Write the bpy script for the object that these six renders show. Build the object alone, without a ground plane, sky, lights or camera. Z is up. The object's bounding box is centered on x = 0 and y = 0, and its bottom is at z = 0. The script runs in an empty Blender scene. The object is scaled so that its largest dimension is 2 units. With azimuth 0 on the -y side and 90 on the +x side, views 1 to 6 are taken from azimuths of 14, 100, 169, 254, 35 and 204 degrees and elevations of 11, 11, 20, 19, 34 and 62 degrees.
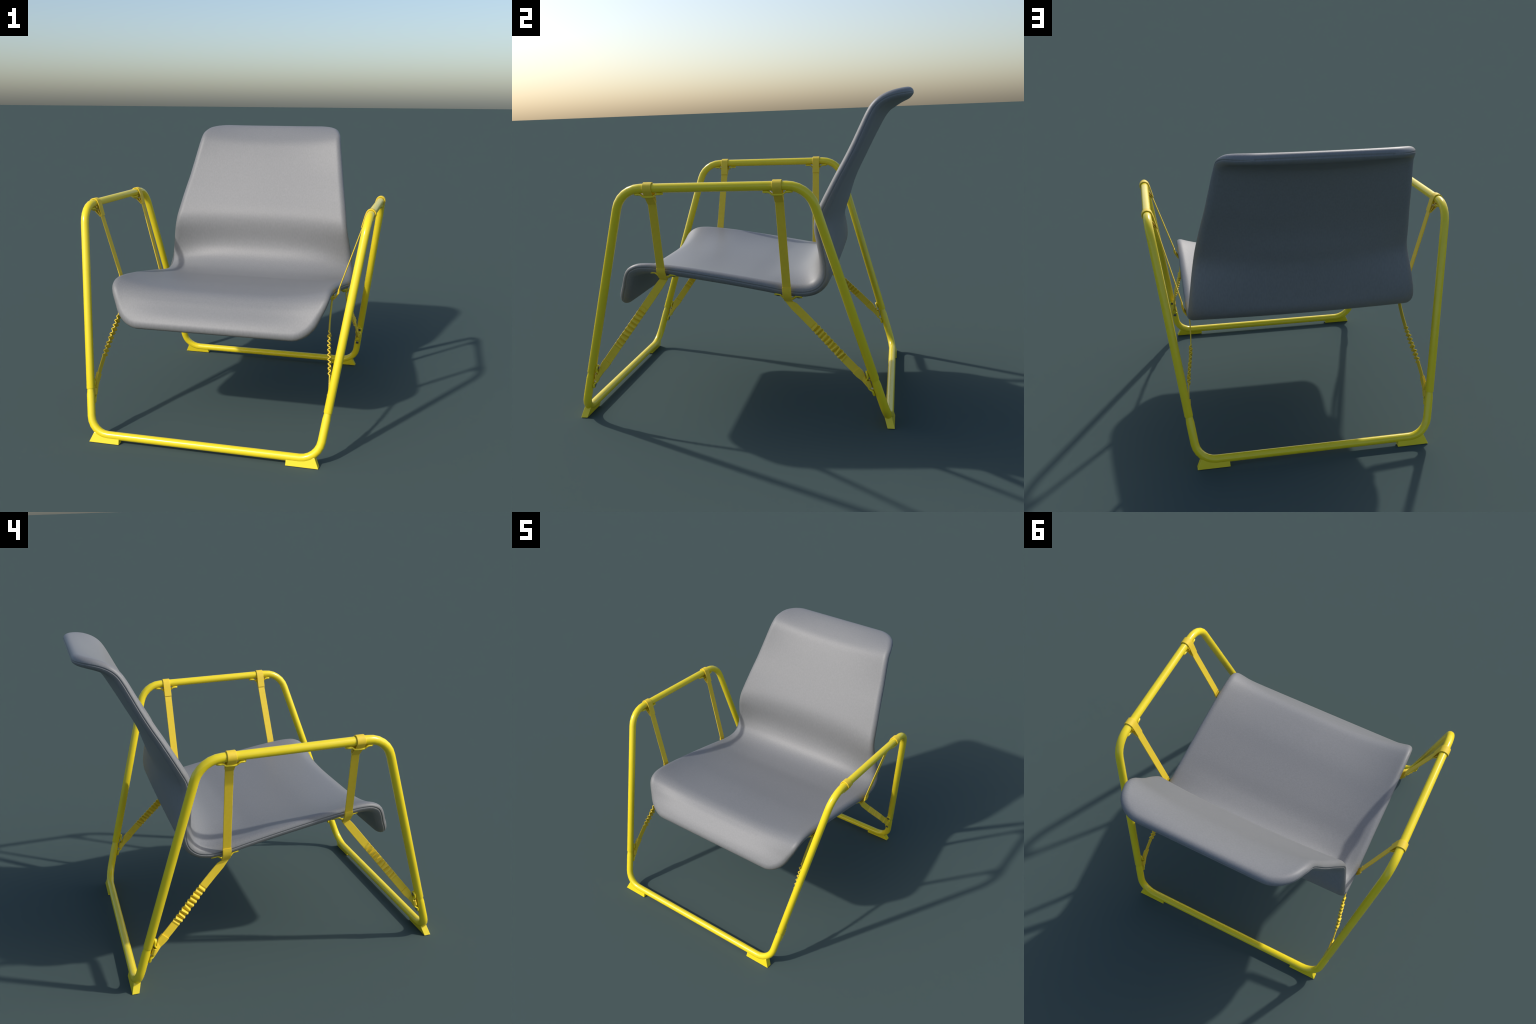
# Lounge chair: yellow tubular sling frame, grey upholstered shell hung on webbing straps.
import bpy, math
import numpy as np
from mathutils import Vector

# ------------------------------------------------------------------ materials
def new_mat(name):
    m = bpy.data.materials.new(name); m.use_nodes = True
    nt = m.node_tree
    return m, nt, nt.nodes["Principled BSDF"]

def noise(nt, scale, detail=3.0, stretch=(1, 1, 1)):
    tc = nt.nodes.new("ShaderNodeTexCoord")
    mp = nt.nodes.new("ShaderNodeMapping"); mp.inputs["Scale"].default_value = stretch
    nz = nt.nodes.new("ShaderNodeTexNoise")
    nz.inputs["Scale"].default_value = scale; nz.inputs["Detail"].default_value = detail
    nt.links.new(tc.outputs["Object"], mp.inputs["Vector"])
    nt.links.new(mp.outputs["Vector"], nz.inputs["Vector"])
    return nz

def tint(nt, bsdf, nz, lo, hi):
    r = nt.nodes.new("ShaderNodeValToRGB")
    r.color_ramp.elements[0].position = 0.3; r.color_ramp.elements[1].position = 0.7
    r.color_ramp.elements[0].color = (*lo, 1); r.color_ramp.elements[1].color = (*hi, 1)
    nt.links.new(nz.outputs["Fac"], r.inputs["Fac"])
    nt.links.new(r.outputs["Color"], bsdf.inputs["Base Color"])

def bump(nt, bsdf, src, strength, dist):
    b = nt.nodes.new("ShaderNodeBump")
    b.inputs["Strength"].default_value = strength; b.inputs["Distance"].default_value = dist
    nt.links.new(src, b.inputs["Height"]); nt.links.new(b.outputs["Normal"], bsdf.inputs["Normal"])

def fabric_material():
    m, nt, b = new_mat("grey_woven_fabric")
    nz = noise(nt, 130.0, 3.0, (1.0, 1.0, 0.35))
    tint(nt, b, nz, (0.180, 0.184, 0.190), (0.203, 0.207, 0.213))
    tc = nt.nodes.new("ShaderNodeTexCoord")
    wv = nt.nodes.new("ShaderNodeTexWave"); wv.bands_direction = 'X'
    wv.inputs["Scale"].default_value = 55.0; wv.inputs["Distortion"].default_value = 1.5
    nt.links.new(tc.outputs["Object"], wv.inputs["Vector"])
    mx = nt.nodes.new("ShaderNodeMath"); mx.operation = 'ADD'
    nt.links.new(nz.outputs["Fac"], mx.inputs[0])
    ml = nt.nodes.new("ShaderNodeMath"); ml.operation = 'MULTIPLY'; ml.inputs[1].default_value = 0.25
    nt.links.new(wv.outputs["Fac"], ml.inputs[0]); nt.links.new(ml.outputs[0], mx.inputs[1])
    bump(nt, b, mx.outputs[0], 0.16, 0.002)
    b.inputs["Roughness"].default_value = 0.5
    return m

def paint_material():
    m, nt, b = new_mat("yellow_powder_coat")
    nz = noise(nt, 14.0)
    tint(nt, b, nz, (0.84, 0.66, 0.018), (0.86, 0.68, 0.02))
    b.inputs["Roughness"].default_value = 0.24
    g = noise(nt, 420.0, 1.0)
    bump(nt, b, g.outputs["Fac"], 0.03, 0.001)
    return m

def webbing_material():
    m, nt, b = new_mat("amber_webbing")
    nz = noise(nt, 60.0, 2.0)
    tint(nt, b, nz, (0.81, 0.578, 0.027), (0.84, 0.60, 0.031))
    b.inputs["Roughness"].default_value = 0.6
    g = noise(nt, 500.0, 1.0)
    bump(nt, b, g.outputs["Fac"], 0.05, 0.001)
    return m

def steel_material():
    m, nt, b = new_mat("dark_steel")
    nz = noise(nt, 200.0)
    tint(nt, b, nz, (0.13, 0.14, 0.15), (0.20, 0.21, 0.22))
    b.inputs["Metallic"].default_value = 0.7; b.inputs["Roughness"].default_value = 0.3
    return m

FABRIC, PAINT, WEB, STEEL = fabric_material(), paint_material(), webbing_material(), steel_material()

# ------------------------------------------------------------------ helpers
def empty(name, parent=None):
    o = bpy.data.objects.new(name, None); o.empty_display_size = 0.1
    bpy.context.scene.collection.objects.link(o); o.parent = parent
    return o

def mesh_obj(name, verts, faces, mat, parent, smooth=True, angle=None):
    me = bpy.data.meshes.new(name)
    me.from_pydata([tuple(map(float, v)) for v in verts], [], faces)
    me.validate(); me.update()
    me.materials.append(mat)
    if smooth:
        me.polygons.foreach_set("use_smooth", [True] * len(me.polygons))
        if angle is not None:
            me.set_sharp_from_angle(angle=math.radians(angle))
    o = bpy.data.objects.new(name, me)
    bpy.context.scene.collection.objects.link(o); o.parent = parent
    return o

def unit(v):
    v = np.asarray(v, float); return v / np.linalg.norm(v)

def fillet_path(pts, radii, seg=6):
    """Polyline with its inner corners replaced by arcs."""
    pts = [np.asarray(p, float) for p in pts]; out = [pts[0]]
    for i in range(1, len(pts) - 1):
        a, p, b = pts[i - 1], pts[i], pts[i + 1]; r = radii[i - 1]
        d1, d2 = unit(a - p), unit(b - p)
        half = math.acos(np.clip(d1 @ d2, -1, 1)) / 2
        c = p + unit(d1 + d2) * (r / math.sin(half))
        s, e = p + d1 * r / math.tan(half), p + d2 * r / math.tan(half)
        vs, ve = s - c, e - c; ang = math.acos(np.clip(unit(vs) @ unit(ve), -1, 1))
        for k in range(seg + 1):
            t = k / seg
            out.append(c + (math.sin((1 - t) * ang) * vs + math.sin(t * ang) * ve) / math.sin(ang))
    out.append(pts[-1])
    return np.array(out)

def tube(path, radius, ring=24):
    """Sweep a circle along a path; radius is a number or one per point."""
    n = len(path); rad = np.broadcast_to(radius, (n,)).astype(float)
    tan = np.array([unit(path[min(i + 1, n - 1)] - path[max(i - 1, 0)]) for i in range(n)])
    for i in range(1, n - 1):
        tan[i] = unit(unit(path[i + 1] - path[i]) + unit(path[i] - path[i - 1]))
    ref = np.array([1.0, 0, 0]) if abs(tan[0][0]) < .8 else np.array([0, 1.0, 0])
    u = unit(ref - tan[0] * (ref @ tan[0])); verts = []; faces = []
    for i in range(n):
        u = unit(u - tan[i] * (u @ tan[i])); w = np.cross(tan[i], u)
        for k in range(ring):
            a = 2 * math.pi * k / ring
            verts.append(path[i] + rad[i] * (math.cos(a) * u + math.sin(a) * w))
    for i in range(n - 1):
        for k in range(ring):
            k2 = (k + 1) % ring
            faces.append((i * ring + k, i * ring + k2, (i + 1) * ring + k2, (i + 1) * ring + k))
    faces.append(tuple(range(ring))[::-1]); faces.append(tuple((n - 1) * ring + k for k in range(ring)))
    return verts, faces

def ribbon(path, widths, thick, closed_ends=True, edge=0.0015):
    """Flat band: path centre line, widths = full width vectors per point, bevelled edges."""
    path = np.asarray(path, float); widths = np.asarray(widths, float); n = len(path)
    tan = np.array([unit(path[min(i + 1, n - 1)] - path[max(i - 1, 0)]) for i in range(n)])
    verts, faces = [], []
    for i in range(n):
        w = widths[i]; wl = np.linalg.norm(w); wu = w / wl
        nr = unit(np.cross(tan[i], wu)); h = thick / 2; e = min(edge, h * .6)
        for (a, b) in ((-wl/2, -h+e), (-wl/2+e, -h), (wl/2-e, -h), (wl/2, -h+e),
                       (wl/2, h-e), (wl/2-e, h), (-wl/2+e, h), (-wl/2, h-e)):
            verts.append(path[i] + wu * a + nr * b)
    for i in range(n - 1):
        for k in range(8):
            k2 = (k + 1) % 8
            faces.append((i*8+k, i*8+k2, (i+1)*8+k2, (i+1)*8+k))
    if closed_ends:
        faces.append(tuple(range(8))[::-1]); faces.append(tuple((n-1)*8+k for k in range(8)))
    return verts, faces

def joined(parts):
    V, F = [], []
    for v, f in parts:
        o = len(V); V += list(v); F += [tuple(i + o for i in q) for q in f]
    return V, F

def mirror_x(verts, faces):
    return [(-v[0], v[1], v[2]) for v in verts], [tuple(reversed(f)) for f in faces]

# ------------------------------------------------------------------ frame rules
R = 0.0254                 # tube radius
YC = -0.056                # frame is symmetric about this y
RAIL_Z, RAIL_X = 1.410, 0.911
BAR_Z = 0.043
JOINT_Z = 0.303
LEAN_X, LEAN_Y = 0.1475, 0.294
FOOT_Y = 0.9255            # leg line's distance from YC at z = 0

def leg_point(z, sx, sy):
    """Centre line of a leg: sx = side (+1/-1), sy = front -1 / rear +1."""
    return np.array([sx * (0.703 + LEAN_X * z), YC + sy * (FOOT_Y - LEAN_Y * z), z])

def leg_dir(sx, sy):
    return unit(leg_point(1, sx, sy) - leg_point(0, sx, sy))

chair = empty("lounge_chair")
chair["label"] = "grey upholstered sling lounge chair on yellow tubular steel frame"
chair["category"] = "lounge chair"
frame = empty("frame", chair)

for sx in (1, -1):
    # upper arch: leg, arm rail, leg
    front, rear = leg_point(RAIL_Z, sx, -1), leg_point(RAIL_Z, sx, 1)
    corner = fillet_path([leg_point(JOINT_Z, sx, -1), front, rear, leg_point(JOINT_Z, sx, 1)], [0.155, 0.155], 6)
    lf, lr = leg_point(JOINT_Z + .005, sx, -1), leg_point(JOINT_Z + .005, sx, 1)
    path = np.vstack([corner[:1], [lf], corner[1:-1], [lr], corner[-1:]])
    rad = np.full(len(path), R); rad[0] = rad[-1] = R - .0015
    mesh_obj("arm_rail", *tube(path, rad), PAINT, frame, True, 40)

for sy in (-1, 1):
    # lower U: leg stub, ground bar, leg stub; its necked ends slip into the arches
    a, b = leg_point(BAR_Z, -1, sy), leg_point(BAR_Z, 1, sy)
    body = fillet_path([leg_point(JOINT_Z - .035, -1, sy), a, b, leg_point(JOINT_Z - .035, 1, sy)], [0.125, 0.125], 6)
    path = np.vstack([[leg_point(JOINT_Z + .03, -1, sy), leg_point(JOINT_Z - .004, -1, sy)], body,
                      [leg_point(JOINT_Z - .004, 1, sy), leg_point(JOINT_Z + .03, 1, sy)]])
    rad = np.full(len(path), R - .0006); rad[[0, 1, -2, -1]] = R - .004
    mesh_obj("ground_bar", *tube(path, rad), PAINT, frame, True, 40)

# feet: slanted blocks, cut back at the outer end
for sx in (1, -1):
    for sy in (-1, 1):
        V = []
        for z0, z1, x0, x1 in ((0.0, 0.0, .5215, .7170), (.032, .058, .5235, .6905)):
            for y in (-.0205, .0205):
                V += [(sx * x, YC + sy * (.9235 - LEAN_Y * z) + y, z) for x, z in ((x0, z0), (x1, z1))]
        F = [(0, 2, 3, 1), (4, 5, 7, 6), (0, 1, 5, 4), (2, 6, 7, 3), (0, 4, 6, 2), (1, 3, 7, 5)]
        if sx < 0: F = [tuple(reversed(f)) for f in F]
        o = mesh_obj("foot", V, F, PAINT, frame, False)
        bv = o.modifiers.new("bevel", 'BEVEL'); bv.width = .0015; bv.segments = 2

# ------------------------------------------------------------------ upholstered shell
# seam line at the side edge: y, z, half width; then how far the middle of the front face
# stands towards the sitter and the middle of the rear face away from him, from the edge's profile
SPINE = [(1.000, 1.868, .497, .004, .000), (.930, 1.861, .515, -.014, .020), (.870, 1.847, .530, -.036, .037),
         (.824, 1.826, .546, -.049, .044), (.790, 1.797, .552, -.050, .049), (.766, 1.760, .559, -.045, .047),
         (.729, 1.684, .572, -.036, .042), (.685, 1.591, .588, -.032, .038), (.641, 1.506, .602, -.030, .039),
         (.597, 1.428, .617, -.026, .042), (.553, 1.345, .633, -.020, .052), (.508, 1.258, .648, -.016, .074),
         (.483, 1.205, .656, -.015, .077), (.475, 1.147, .665, -.016, .067), (.488, 1.078, .677, -.013, .046),
         (.508, .985, .691, .004, .016), (.516, .905, .702, .041, -.002), (.503, .850, .709, .080, .007),
         (.462, .808, .711, .080, .010), (.404, .790, .711, .056, .008), (.319, .793, .711, .022, .006),
         (.169, .822, .711, -.012, .013), (.027, .849, .710, -.024, .022), (-.147, .880, .710, -.038, .036),
         (-.300, .905, .709, -.048, .048), (-.450, .925, .708, -.065, .060), (-.531, .931, .707, -.074, .064),
         (-.590, .926, .705, -.079, .064), (-.634, .902, .700, -.074, .056), (-.657, .860, .686, -.052, .042),
         (-.680, .800, .658, -.026, .024), (-.710, .735, .628, -.004, .008), (-.745, .672, .602, .000, .000)]

def spline(ctrl, sub=24):
    P = np.array(ctrl, float)
    E = np.vstack([2*P[0]-P[1], P, 2*P[-1]-P[-2]]); out = []
    for i in range(1, len(E) - 2):
        p0, p1, p2, p3 = E[i-1], E[i], E[i+1], E[i+2]
        d = [max(np.linalg.norm((q-p)[:2]) ** .5, 1e-6) for p, q in ((p0, p1), (p1, p2), (p2, p3))]
        t0 = 0; t1 = d[0]; t2 = t1 + d[1]; t3 = t2 + d[2]
        for k in range(sub):
            t = t1 + (t2 - t1) * k / sub
            a1 = (t1-t)/(t1-t0)*p0 + (t-t0)/(t1-t0)*p1; a2 = (t2-t)/(t2-t1)*p1 + (t-t1)/(t2-t1)*p2
            a3 = (t3-t)/(t3-t2)*p2 + (t-t2)/(t3-t2)*p3
            b1 = (t2-t)/(t2-t0)*a1 + (t-t0)/(t2-t0)*a2; b2 = (t3-t)/(t3-t1)*a2 + (t-t1)/(t3-t1)*a3
            out.append((t2-t)/(t2-t1)*b1 + (t-t1)/(t2-t1)*b2)
    out.append(P[-1])
    return np.array(out)

def shell():
    C = spline(SPINE); seg = np.linalg.norm(np.diff(C[:, :2], axis=0), axis=1)
    S = np.concatenate([[0], np.cumsum(seg)]); L = S[-1]
    RT, RB = .135, .115                       # plan corner radii: head end, knee end
    at = lambda s, k: np.interp(s, S, C[:, k])
    def halfw(s):
        w = at(s, 2)
        w = w - np.where(s < RT, RT - np.sqrt(np.maximum(RT**2 - (RT - s)**2, 0)), 0)
        e = L - s
        return w - np.where(e < RB, RB - np.sqrt(np.maximum(RB**2 - (RB - e)**2, 0)), 0)
    edge = [0, .0002, .0010, .0028, .0055, .010, .016, .023, .031, .040, .050, .062, .076]
    mid = np.linspace(.092, L - .092, 150)
    st = np.concatenate([edge, mid, L - np.array(edge[::-1])])
    M = 34
    # plan outline for the distance to the edge
    so = np.concatenate([np.linspace(0, .12, 150) ** 2 / .12, np.linspace(.12, L - .12, 500), L - np.linspace(.12, 0, 150) ** 2 / .12])
    wo = halfw(so)
    ol = np.vstack([[[0, 0]], np.c_[wo, so], [[0, L]]])
    oa, od = ol[:-1], np.diff(ol, axis=0); ok = (od ** 2).sum(1) > 1e-14; oa, od = oa[ok], od[ok]; oq = (od ** 2).sum(1)
    def dist(x, s):
        p = np.array([abs(x), s]) - oa
        t = np.clip((p * od).sum(1) / oq, 0, 1)
        return np.sqrt(((p - od * t[:, None]) ** 2).sum(1).min())
    # tangent and normal along the spine; a slower-turning normal carries the middle's offsets
    Y, Z = at(st, 0), at(st, 1)
    def normals(ds):
        ty = at(np.minimum(st+ds, L), 0) - at(np.maximum(st-ds, 0), 0)
        tz = at(np.minimum(st+ds, L), 1) - at(np.maximum(st-ds, 0), 1)
        l = np.hypot(ty, tz); return ty / l, tz / l
    ty, tz = normals(.012)
    ny, nz = tz, -ty                            # towards the sitter
    sy_, sz_ = normals(.15); my, mz = sz_, -sy_
    hw = halfw(st)
    mid_off = {1: at(st, 3), -1: at(st, 4)}
    # middle of the front face through the crook between back and seat, as a curve of its own
    def station(p): return S[np.argmin((C[:, 0] - p[0]) ** 2 + (C[:, 1] - p[1]) ** 2)]
    crook_lo, crook_hi = station((.766, 1.760)), station((.169, .822))
    end_pt = lambda s: [at(s, k) + m * (FRONT(s)) + mm * np.interp(s, S, C[:, 3])
                        for k, m, mm in ((0, np.interp(s, st, ny), np.interp(s, st, my)), (1, np.interp(s, st, nz), np.interp(s, st, mz)))]
    crook = spline([(*p, 0) for p in [end_pt(crook_lo)] + CROOK + [end_pt(crook_hi)]], 16)[:, :2]
    crook_s = np.concatenate([[0], np.cumsum(np.linalg.norm(np.diff(crook, axis=0), axis=1))])
    tie_q = [crook_s[np.argmin(((crook - np.array(c)) ** 2).sum(1))] for _, c in CROOK_TIES]
    tie_s = [station(e) for e, _ in CROOK_TIES]
    tie_s, tie_q = [crook_lo] + tie_s + [crook_hi], [0.0] + tie_q + [crook_s[-1]]
    verts, index = [], {}
    faces, tags = [], []
    def xs(w):
        d = np.array([0, .0002, .0010, .0028, .0055, .010, .016, .023, .031, .040, .050, .062, .080])
        inner = np.linspace(w - .080, 0, M - len(d) + 1)[1:]
        h = np.concatenate([w - d, inner])
        return np.concatenate([-h, h[::-1][1:]])
    N = len(xs(.5)); n = len(st)
    rim = .040
    bulge = lambda k, side, s: max(0.0, 1 - k ** ((2.4 if s < 1.15 else 3.5) if side > 0 else 2.0))
    for side, thick in ((1, FRONT), (-1, BACK)):
        for i in range(n):
            X = xs(hw[i])
            for j in range(N):
                border = i in (0, n - 1) or j in (0, N - 1)
                if border and side == -1: continue
                x, s = X[j], st[i]
                yy, zz = Y[i], Z[i]
                if border:
                    h = 0.0
                    gy = .006
                    x = x - math.copysign(gy, x) if j in (0, N - 1) else x
                    if i == 0: yy += ty[i] * gy; zz += tz[i] * gy
                    if i == n - 1: yy -= ty[i] * gy; zz -= tz[i] * gy
                else:
                    q = min(dist(x, s) / rim, 1.0)
                    h = thick(s) * math.sqrt(max(0.0, 1 - (1 - q) ** 2)) * side
                o = 0.0 if border else side * mid_off[side][i] * bulge(abs(x) / at(s, 2), side, s)
                index[(side, i, j)] = len(verts)
                oy, oz = my[i] * o, mz[i] * o
                if side == 1 and not border and crook_lo < s < crook_hi:
                    g = bulge(abs(x) / at(s, 2), side, s); fy, fz = Y[i] + ny[i] * FRONT(s), Z[i] + nz[i] * FRONT(s)
                    q = np.interp(s, tie_s, tie_q)
                    oy, oz = g * (np.interp(q, crook_s, crook[:, 0]) - fy), g * (np.interp(q, crook_s, crook[:, 1]) - fz)
                verts.append((x, yy + ny[i] * h + oy, zz + nz[i] * h + oz))
    # ease the profiles where the edge's bends are filled out in the middle
    V = np.array(verts)
    for side, lo, hi, turns in ((1, .25, 1.70, 8), (-1, .50, 1.25, 20)):
        zone = np.clip(np.minimum((st - lo) / .15, (hi - st) / .2), 0, 1)
        for j in range(1, N - 1):
            col = np.array([index[(side, i, j)] for i in range(1, n - 1)])
            k = abs(V[col, 0]) / at(st[1:-1], 2)
            wgt = zone[1:-1] * np.clip(1 - k ** 6, 0, 1)
            P = V[col]
            for _ in range(turns):
                Q = P.copy(); Q[1:-1, 1:] = .25 * P[:-2, 1:] + .5 * P[1:-1, 1:] + .25 * P[2:, 1:]
                P = P + (Q - P) * wgt[:, None]
            V[col] = P
    verts = [tuple(v) for v in V]
    def vid(side, i, j):
        if i in (0, n - 1) or j in (0, N - 1): return index[(1, i, j)]
        return index[(side, i, j)]
    for side in (1, -1):
        for i in range(n - 1):
            s = (st[i] + st[i+1]) / 2
            tag = "headrest" if s < HEAD_END else ("backrest" if s < BACK_END else "seat")
            for j in range(N - 1):
                f = (vid(side, i, j), vid(side, i, j+1), vid(side, i+1, j+1), vid(side, i+1, j))
                faces.append(f if side == 1 else f[::-1]); tags.append(tag)
    return verts, faces, tags

FRONT = lambda s: np.interp(s, [0, .25, .4], [.035, .034, .033])
BACK = lambda s: np.interp(s, [0, 1.22, 1.5], [.025, .025, .034])
HEAD_END, BACK_END = .30, 1.20
# middle of the front face from below the headrest, down the straight back, round the crook, onto the seat
CROOK = [(.7230, 1.6667), (.680, 1.5917), (.640, 1.5217), (.600, 1.4518), (.560, 1.3820), (.525, 1.3210), (.500, 1.2765),
         (.4835, 1.242), (.4745, 1.205), (.4705, 1.165), (.4700, 1.120), (.4710, 1.075), (.4675, 1.035), (.4575, .996),
         (.441, .959), (.421, .928), (.397, .902), (.369, .881), (.333, .863), (.285, .851), (.235, .846)]
# which point of it belongs to which station of the edge
CROOK_TIES = [((.641, 1.506), (.640, 1.5217)), ((.508, 1.258), (.500, 1.2765)), ((.475, 1.147), (.4700, 1.150)), ((.508, .985), (.4600, 1.010)), ((.490, .830), (.411, .918))]

def build_shell(parent):
    verts, faces, tags = shell()
    whole = bpy.data.meshes.new("shell_whole"); whole.from_pydata(verts, [], faces); whole.update()
    vn = [v.normal.copy() for v in whole.vertices]
    # make sure normals point outwards (front faces look at the sitter)
    for tag in ("seat", "backrest", "headrest"):
        ids = [i for i, t in enumerate(tags) if t == tag]
        used = sorted({v for i in ids for v in faces[i]}); remap = {v: k for k, v in enumerate(used)}
        o = mesh_obj(tag, [verts[v] for v in used], [tuple(remap[v] for v in faces[i]) for i in ids], FABRIC, parent)
        o.data.normals_split_custom_set_from_vertices([vn[v] for v in used])
    bpy.data.meshes.remove(whole)

upholstery = empty("upholstered_shell", chair)
build_shell(upholstery)

# ------------------------------------------------------------------ brackets and screws
def bracket_mesh():
    """Bridge plate along local x, standing on local z = 0, bridge raised in the middle."""
    us = np.array([-.080, -.0785, -.074, -.068, -.058, -.048, -.041, -.036, -.031, -.025, -.012,
                   .012, .025, .031, .036, .041, .048, .058, .068, .074, .0785, .080])
    V, F = [], []; t = .0115; ring = 8
    for u in us:
        a = abs(u)
        w = .0200 if a < .060 else .0200 * math.sqrt(max(0.02, 1 - ((a - .060) / .0205) ** 2))
        if a < .036: w = .0150
        z = .0155 * (1 if a < .028 else max(0.0, (.044 - a) / .016) if a < .044 else 0)
        e = min(.0035, w * .4)
        for y, zz in ((-w, z+e), (-w+e, z), (w-e, z), (w, z+e), (w, z+t-e), (w-e, z+t), (-w+e, z+t), (-w, z+t-e)):
            V.append((u, y, zz))
    n = len(us)
    for i in range(n - 1):
        for k in range(ring):
            k2 = (k + 1) % ring
            F.append((i*ring+k, (i+1)*ring+k, (i+1)*ring+k2, i*ring+k2))
    F.append(tuple(range(ring))); F.append(tuple((n-1)*ring+k for k in range(ring))[::-1])
    return V, F

def screw_mesh():
    """Button head with a hollow socket."""
    prof = [(.0115, .0), (.0115, .0010), (.0098, .0022), (.0058, .0024), (.0048, .0010), (.0, .0010)]
    V, F = [], []; ring = 18
    for r, z in prof:
        for k in range(ring):
            a = 2 * math.pi * k / ring; V.append((r * math.cos(a), r * math.sin(a), z))
    for i in range(len(prof) - 1):
        for k in range(ring):
            k2 = (k + 1) % ring
            F.append((i*ring+k, i*ring+k2, (i+1)*ring+k2, (i+1)*ring+k))
    return V, F

fittings = empty("fittings", chair)
_b = mesh_obj("strap_bracket", *bracket_mesh(), PAINT, fittings, True, 50); BR = _b.data
_s = mesh_obj("screw", *screw_mesh(), STEEL, fittings, True, 40); SC = _s.data
bpy.data.objects.remove(_b); bpy.data.objects.remove(_s)
from mathutils import Matrix
def place_bracket(pos, along, out):
    x = unit(along); z = unit(np.asarray(out) - x * (np.asarray(out) @ x)); y = np.cross(z, x)
    M = Matrix([[x[0], y[0], z[0], pos[0]], [x[1], y[1], z[1], pos[1]], [x[2], y[2], z[2], pos[2]], [0, 0, 0, 1]])
    o = bpy.data.objects.new("strap_bracket", BR); bpy.context.scene.collection.objects.link(o)
    o.parent = fittings; o.matrix_world = M
    for u in (-.060, .060):
        s = bpy.data.objects.new("screw", SC); bpy.context.scene.collection.objects.link(s)
        s.parent = o; s.matrix_local = Matrix.Translation((u, 0, .0112))

# ------------------------------------------------------------------ straps
SW = .0475; ST = .006
straps = empty("straps", chair)

def seat_edge(y):
    pts = np.array([(p[0], p[1]) for p in SPINE if p[0] < .45 and p[1] < 1.0])[::-1]
    i = np.argmax(pts[:, 0] > -.56)
    z = np.interp(y, pts[i:, 0], pts[i:, 1]); dz = (np.interp(y+.05, pts[i:, 0], pts[i:, 1]) - z) / .05
    return z, dz

def smooth_pts(P, n):
    P = np.asarray(P, float); d = np.concatenate([[0], np.cumsum(np.linalg.norm(np.diff(P, axis=0), axis=1))])
    t = np.linspace(0, d[-1], n); return np.column_stack([np.interp(t, d, P[:, k]) for k in range(3)])

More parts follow.
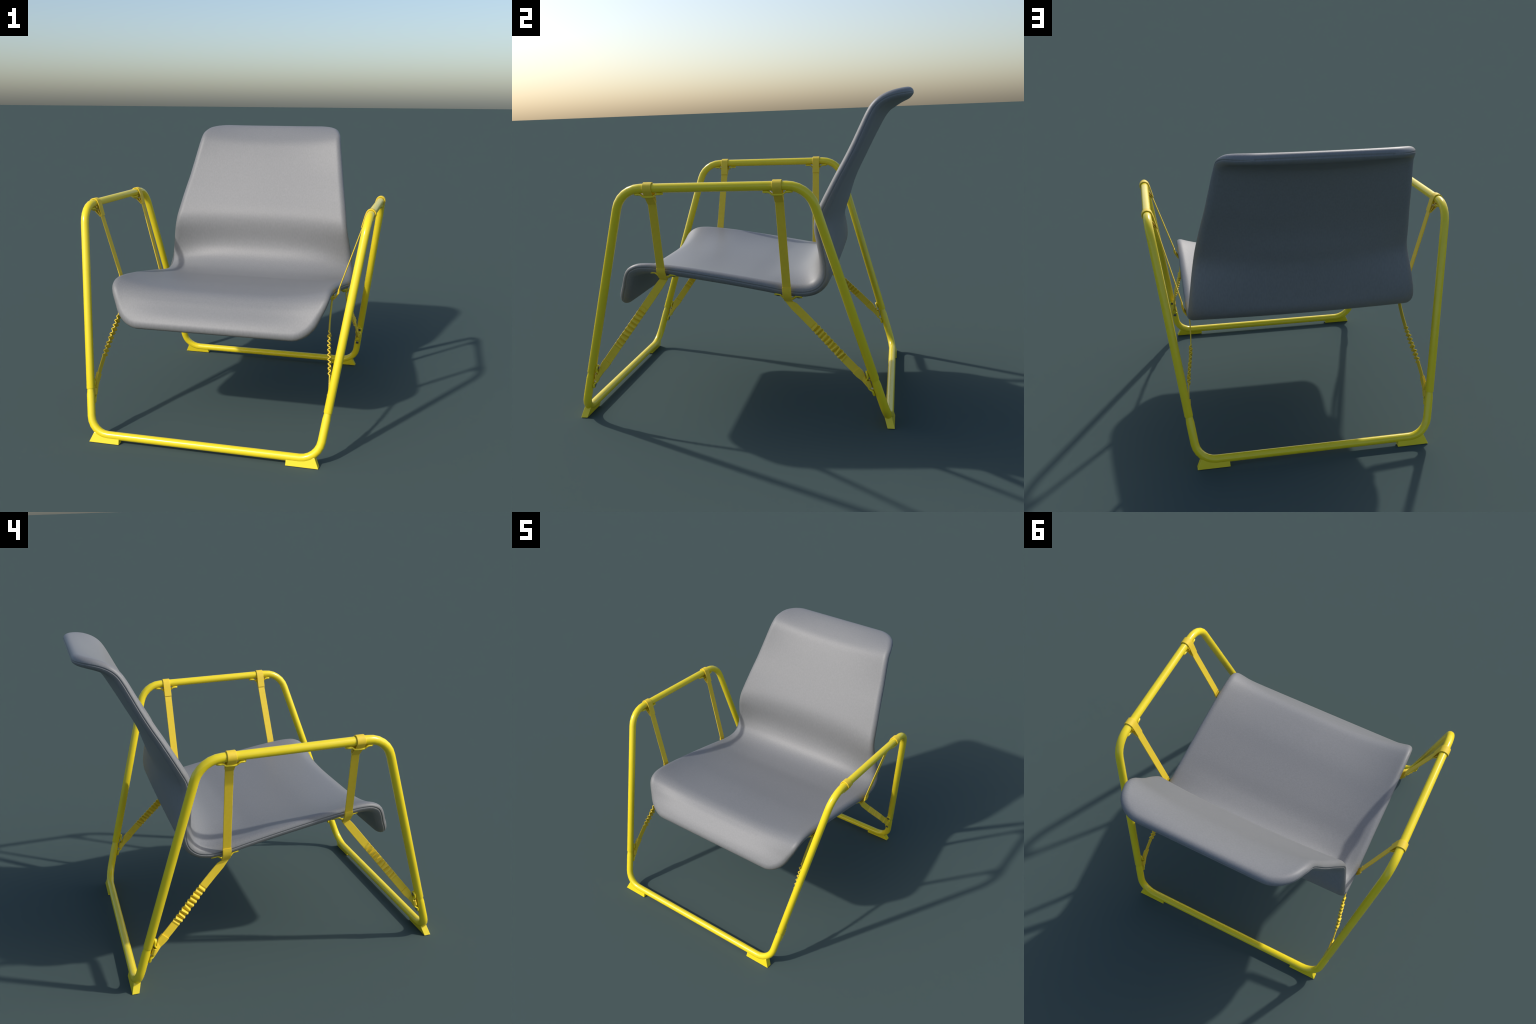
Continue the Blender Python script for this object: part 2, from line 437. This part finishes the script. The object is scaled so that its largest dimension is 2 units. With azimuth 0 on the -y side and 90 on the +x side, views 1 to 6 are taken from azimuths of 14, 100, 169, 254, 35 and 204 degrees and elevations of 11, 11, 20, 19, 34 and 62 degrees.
def strap_set(sx, sy, seed):
    rng = np.random.default_rng(seed)
    yr = YC + sy * .3515                                   # where the strap hangs on the rail
    zs, dz = seat_edge(yr + (0 if sy > 0 else -.012))
    ys = yr + (.002 if sy > 0 else -.020)
    parts = []
    Yv = np.array([0, 1.0, 0]) * SW
    rail = np.array([RAIL_X, yr, RAIL_Z])
    end = np.array([.862, yr + (0 if sy > 0 else .0), 1.325])      # end of the stitched loop
    # loop round the rail: two legs tangent to the tube
    rr = R + ST * .5 + .0012
    ax = unit(end - rail); perp = np.array([-ax[2], 0, ax[0]])
    loop = []
    for k in range(5): loop.append(end - perp * ST * .95 + (rail - perp * rr + ax * rr * .35 - end + perp * ST * .95) * k / 5)
    for k in range(17):
        a = math.pi * (k / 16)
        loop.append(rail - perp * rr * math.cos(a) - ax * rr * math.sin(a))
    for k in range(1, 6): loop.append(rail + perp * rr + ax * rr * .35 + (end + perp * ST * .95 - rail - perp * rr - ax * rr * .35) * k / 5)
    parts.append(ribbon(loop, [Yv * 1.03] * len(loop), ST))
    # hanging run to the sleeve at the seat edge
    top = np.array([.731, ys, zs + .004 + (.008 if sy < 0 else .022)])
    start = end - ax * .045
    run = np.vstack([[start], smooth_pts([end, end + (top - end) * .5, top, top - np.array([.004, 0, .02])], 14)])
    parts.append(ribbon(run, [Yv] * len(run), ST))
    upper = joined(parts)

    # sleeve under the seat edge
    tang = unit(np.array([0, 1, dz]))
    W = tang * SW
    low = np.array([.690, ys + .002, zs - .060])
    sl = [top + np.array([.001, 0, 0]), top + np.array([.001, 0, -.02]), np.array([.7235, ys, zs - .020]), np.array([.7085, ys + .001, zs - .044]), low]
    sl = np.array(sl)
    # lower strap with its crimped middle, down to the bracket on the leg
    A = low
    legc = leg_point(.2865, 1, sy); ld = leg_dir(1, sy)
    inward = unit(np.array([0, -sy, 0]) - ld * (np.array([0, -sy, 0]) @ ld))
    B = legc + inward * (R + .012) - np.array([.006, 0, 0])
    total = np.linalg.norm(B - A); dirn = (B - A) / total
    flat = unit(np.cross(dirn, [1.0, 0, 0]))              # across the strap, in the side view
    if flat @ np.array([0, 1.0, 0]) < 0: flat = -flat
    face = unit(np.cross(flat, dirn))
    f0, f1 = (.30, .705) if sy > 0 else (.285, .69)
    ripples = 10
    npts = 220; path, wid = [], []
    amp = 1 + .25 * rng.standard_normal(ripples * 2 + 2)
    skew = .10 * rng.standard_normal(ripples + 1)
    for k in range(npts + 1):
        f = k / npts
        p = A + dirn * total * f
        p = p + np.array([-1, 0, 0]) * .008 * math.sin(2 * math.pi * f)   # slight S bow
        w = flat * SW
        if f0 < f < f1:
            g = (f - f0) / (f1 - f0) * ripples
            a = .0078 * min(1, g * 1.5, (ripples - g) * 1.5) * amp[int(g * 2)] ** .5 if amp[int(g*2)] > 0 else .006
            p = p + face * a * math.sin(2 * math.pi * g)
            w = unit(flat + dirn * skew[int(g)]) * SW
        if f < .07: w = W + (flat * SW - W) * (f / .07)
        if f > .88:
            t = (f - .88) / .12
            w = flat * SW + (ld * SW * np.sign(ld @ flat) - flat * SW) * t
        path.append(p); wid.append(w)
    lowers = [ribbon(path, wid, ST), ribbon(sl, [Yv * 1.04, Yv * 1.04, W * 1.04, W * 1.04, W], ST * 1.7)]
    # stitched loop at the leg: parts round the bridge and closes against the tube
    path = np.array(path); wid = np.array(wid)
    k0, k1 = int(npts * .84), int(npts * .94)
    side = np.array([1.0, 0, 0]); loop, lw = [], []
    tip = legc + inward * (R + .006); bar = legc + inward * (R + .021)
    wl = ld * SW * np.sign(ld @ flat)
    near = [(path[k] + side * ST * .9, wid[k]) for k in range(k0, k1, 4)]
    far = [(path[k] - side * ST * .9, wid[k]) for k in range(k0, k1, 4)]
    wm = wl * .9
    cap = [(bar + side * .0175, wm), (bar + side * .018 - inward * .008, wm), (tip + side * .012, wm), (tip - inward * .003, wm),
           (tip - side * .012, wm), (bar - side * .018 - inward * .008, wm), (bar - side * .0175, wm)]
    seq = near + cap + far[::-1]
    lowers.append(ribbon([p for p, w in seq], [w * 1.03 for p, w in seq], ST))
    lower = joined(lowers)
    if sx < 0: upper, lower = mirror_x(*upper), mirror_x(*lower)
    mesh_obj("hanging_strap", *upper, WEB, straps, True, 35)
    mesh_obj("tension_strap", *lower, WEB, straps, True, 35)

    # brackets: under the rail, under the seat edge, on the leg
    m = np.array([sx, 1, 1])
    place_bracket((rail + ax * np.array([.3, 1, 1]) * 0 + np.array([-.004, 0, -(R - .0005)])) * m, [0, 1, 0], np.array([-.04, 0, -1]) * m)
    place_bracket(np.array([.676, ys + .001, zs - .0285]) * m, tang, np.array([.45, 0, -1]) * m)
    place_bracket((legc + inward * (R - .0005)) * m, ld * m, inward * m)

for i, (sx, sy) in enumerate(((1, -1), (1, 1), (-1, -1), (-1, 1))):
    strap_set(sx, sy, 11 + i)
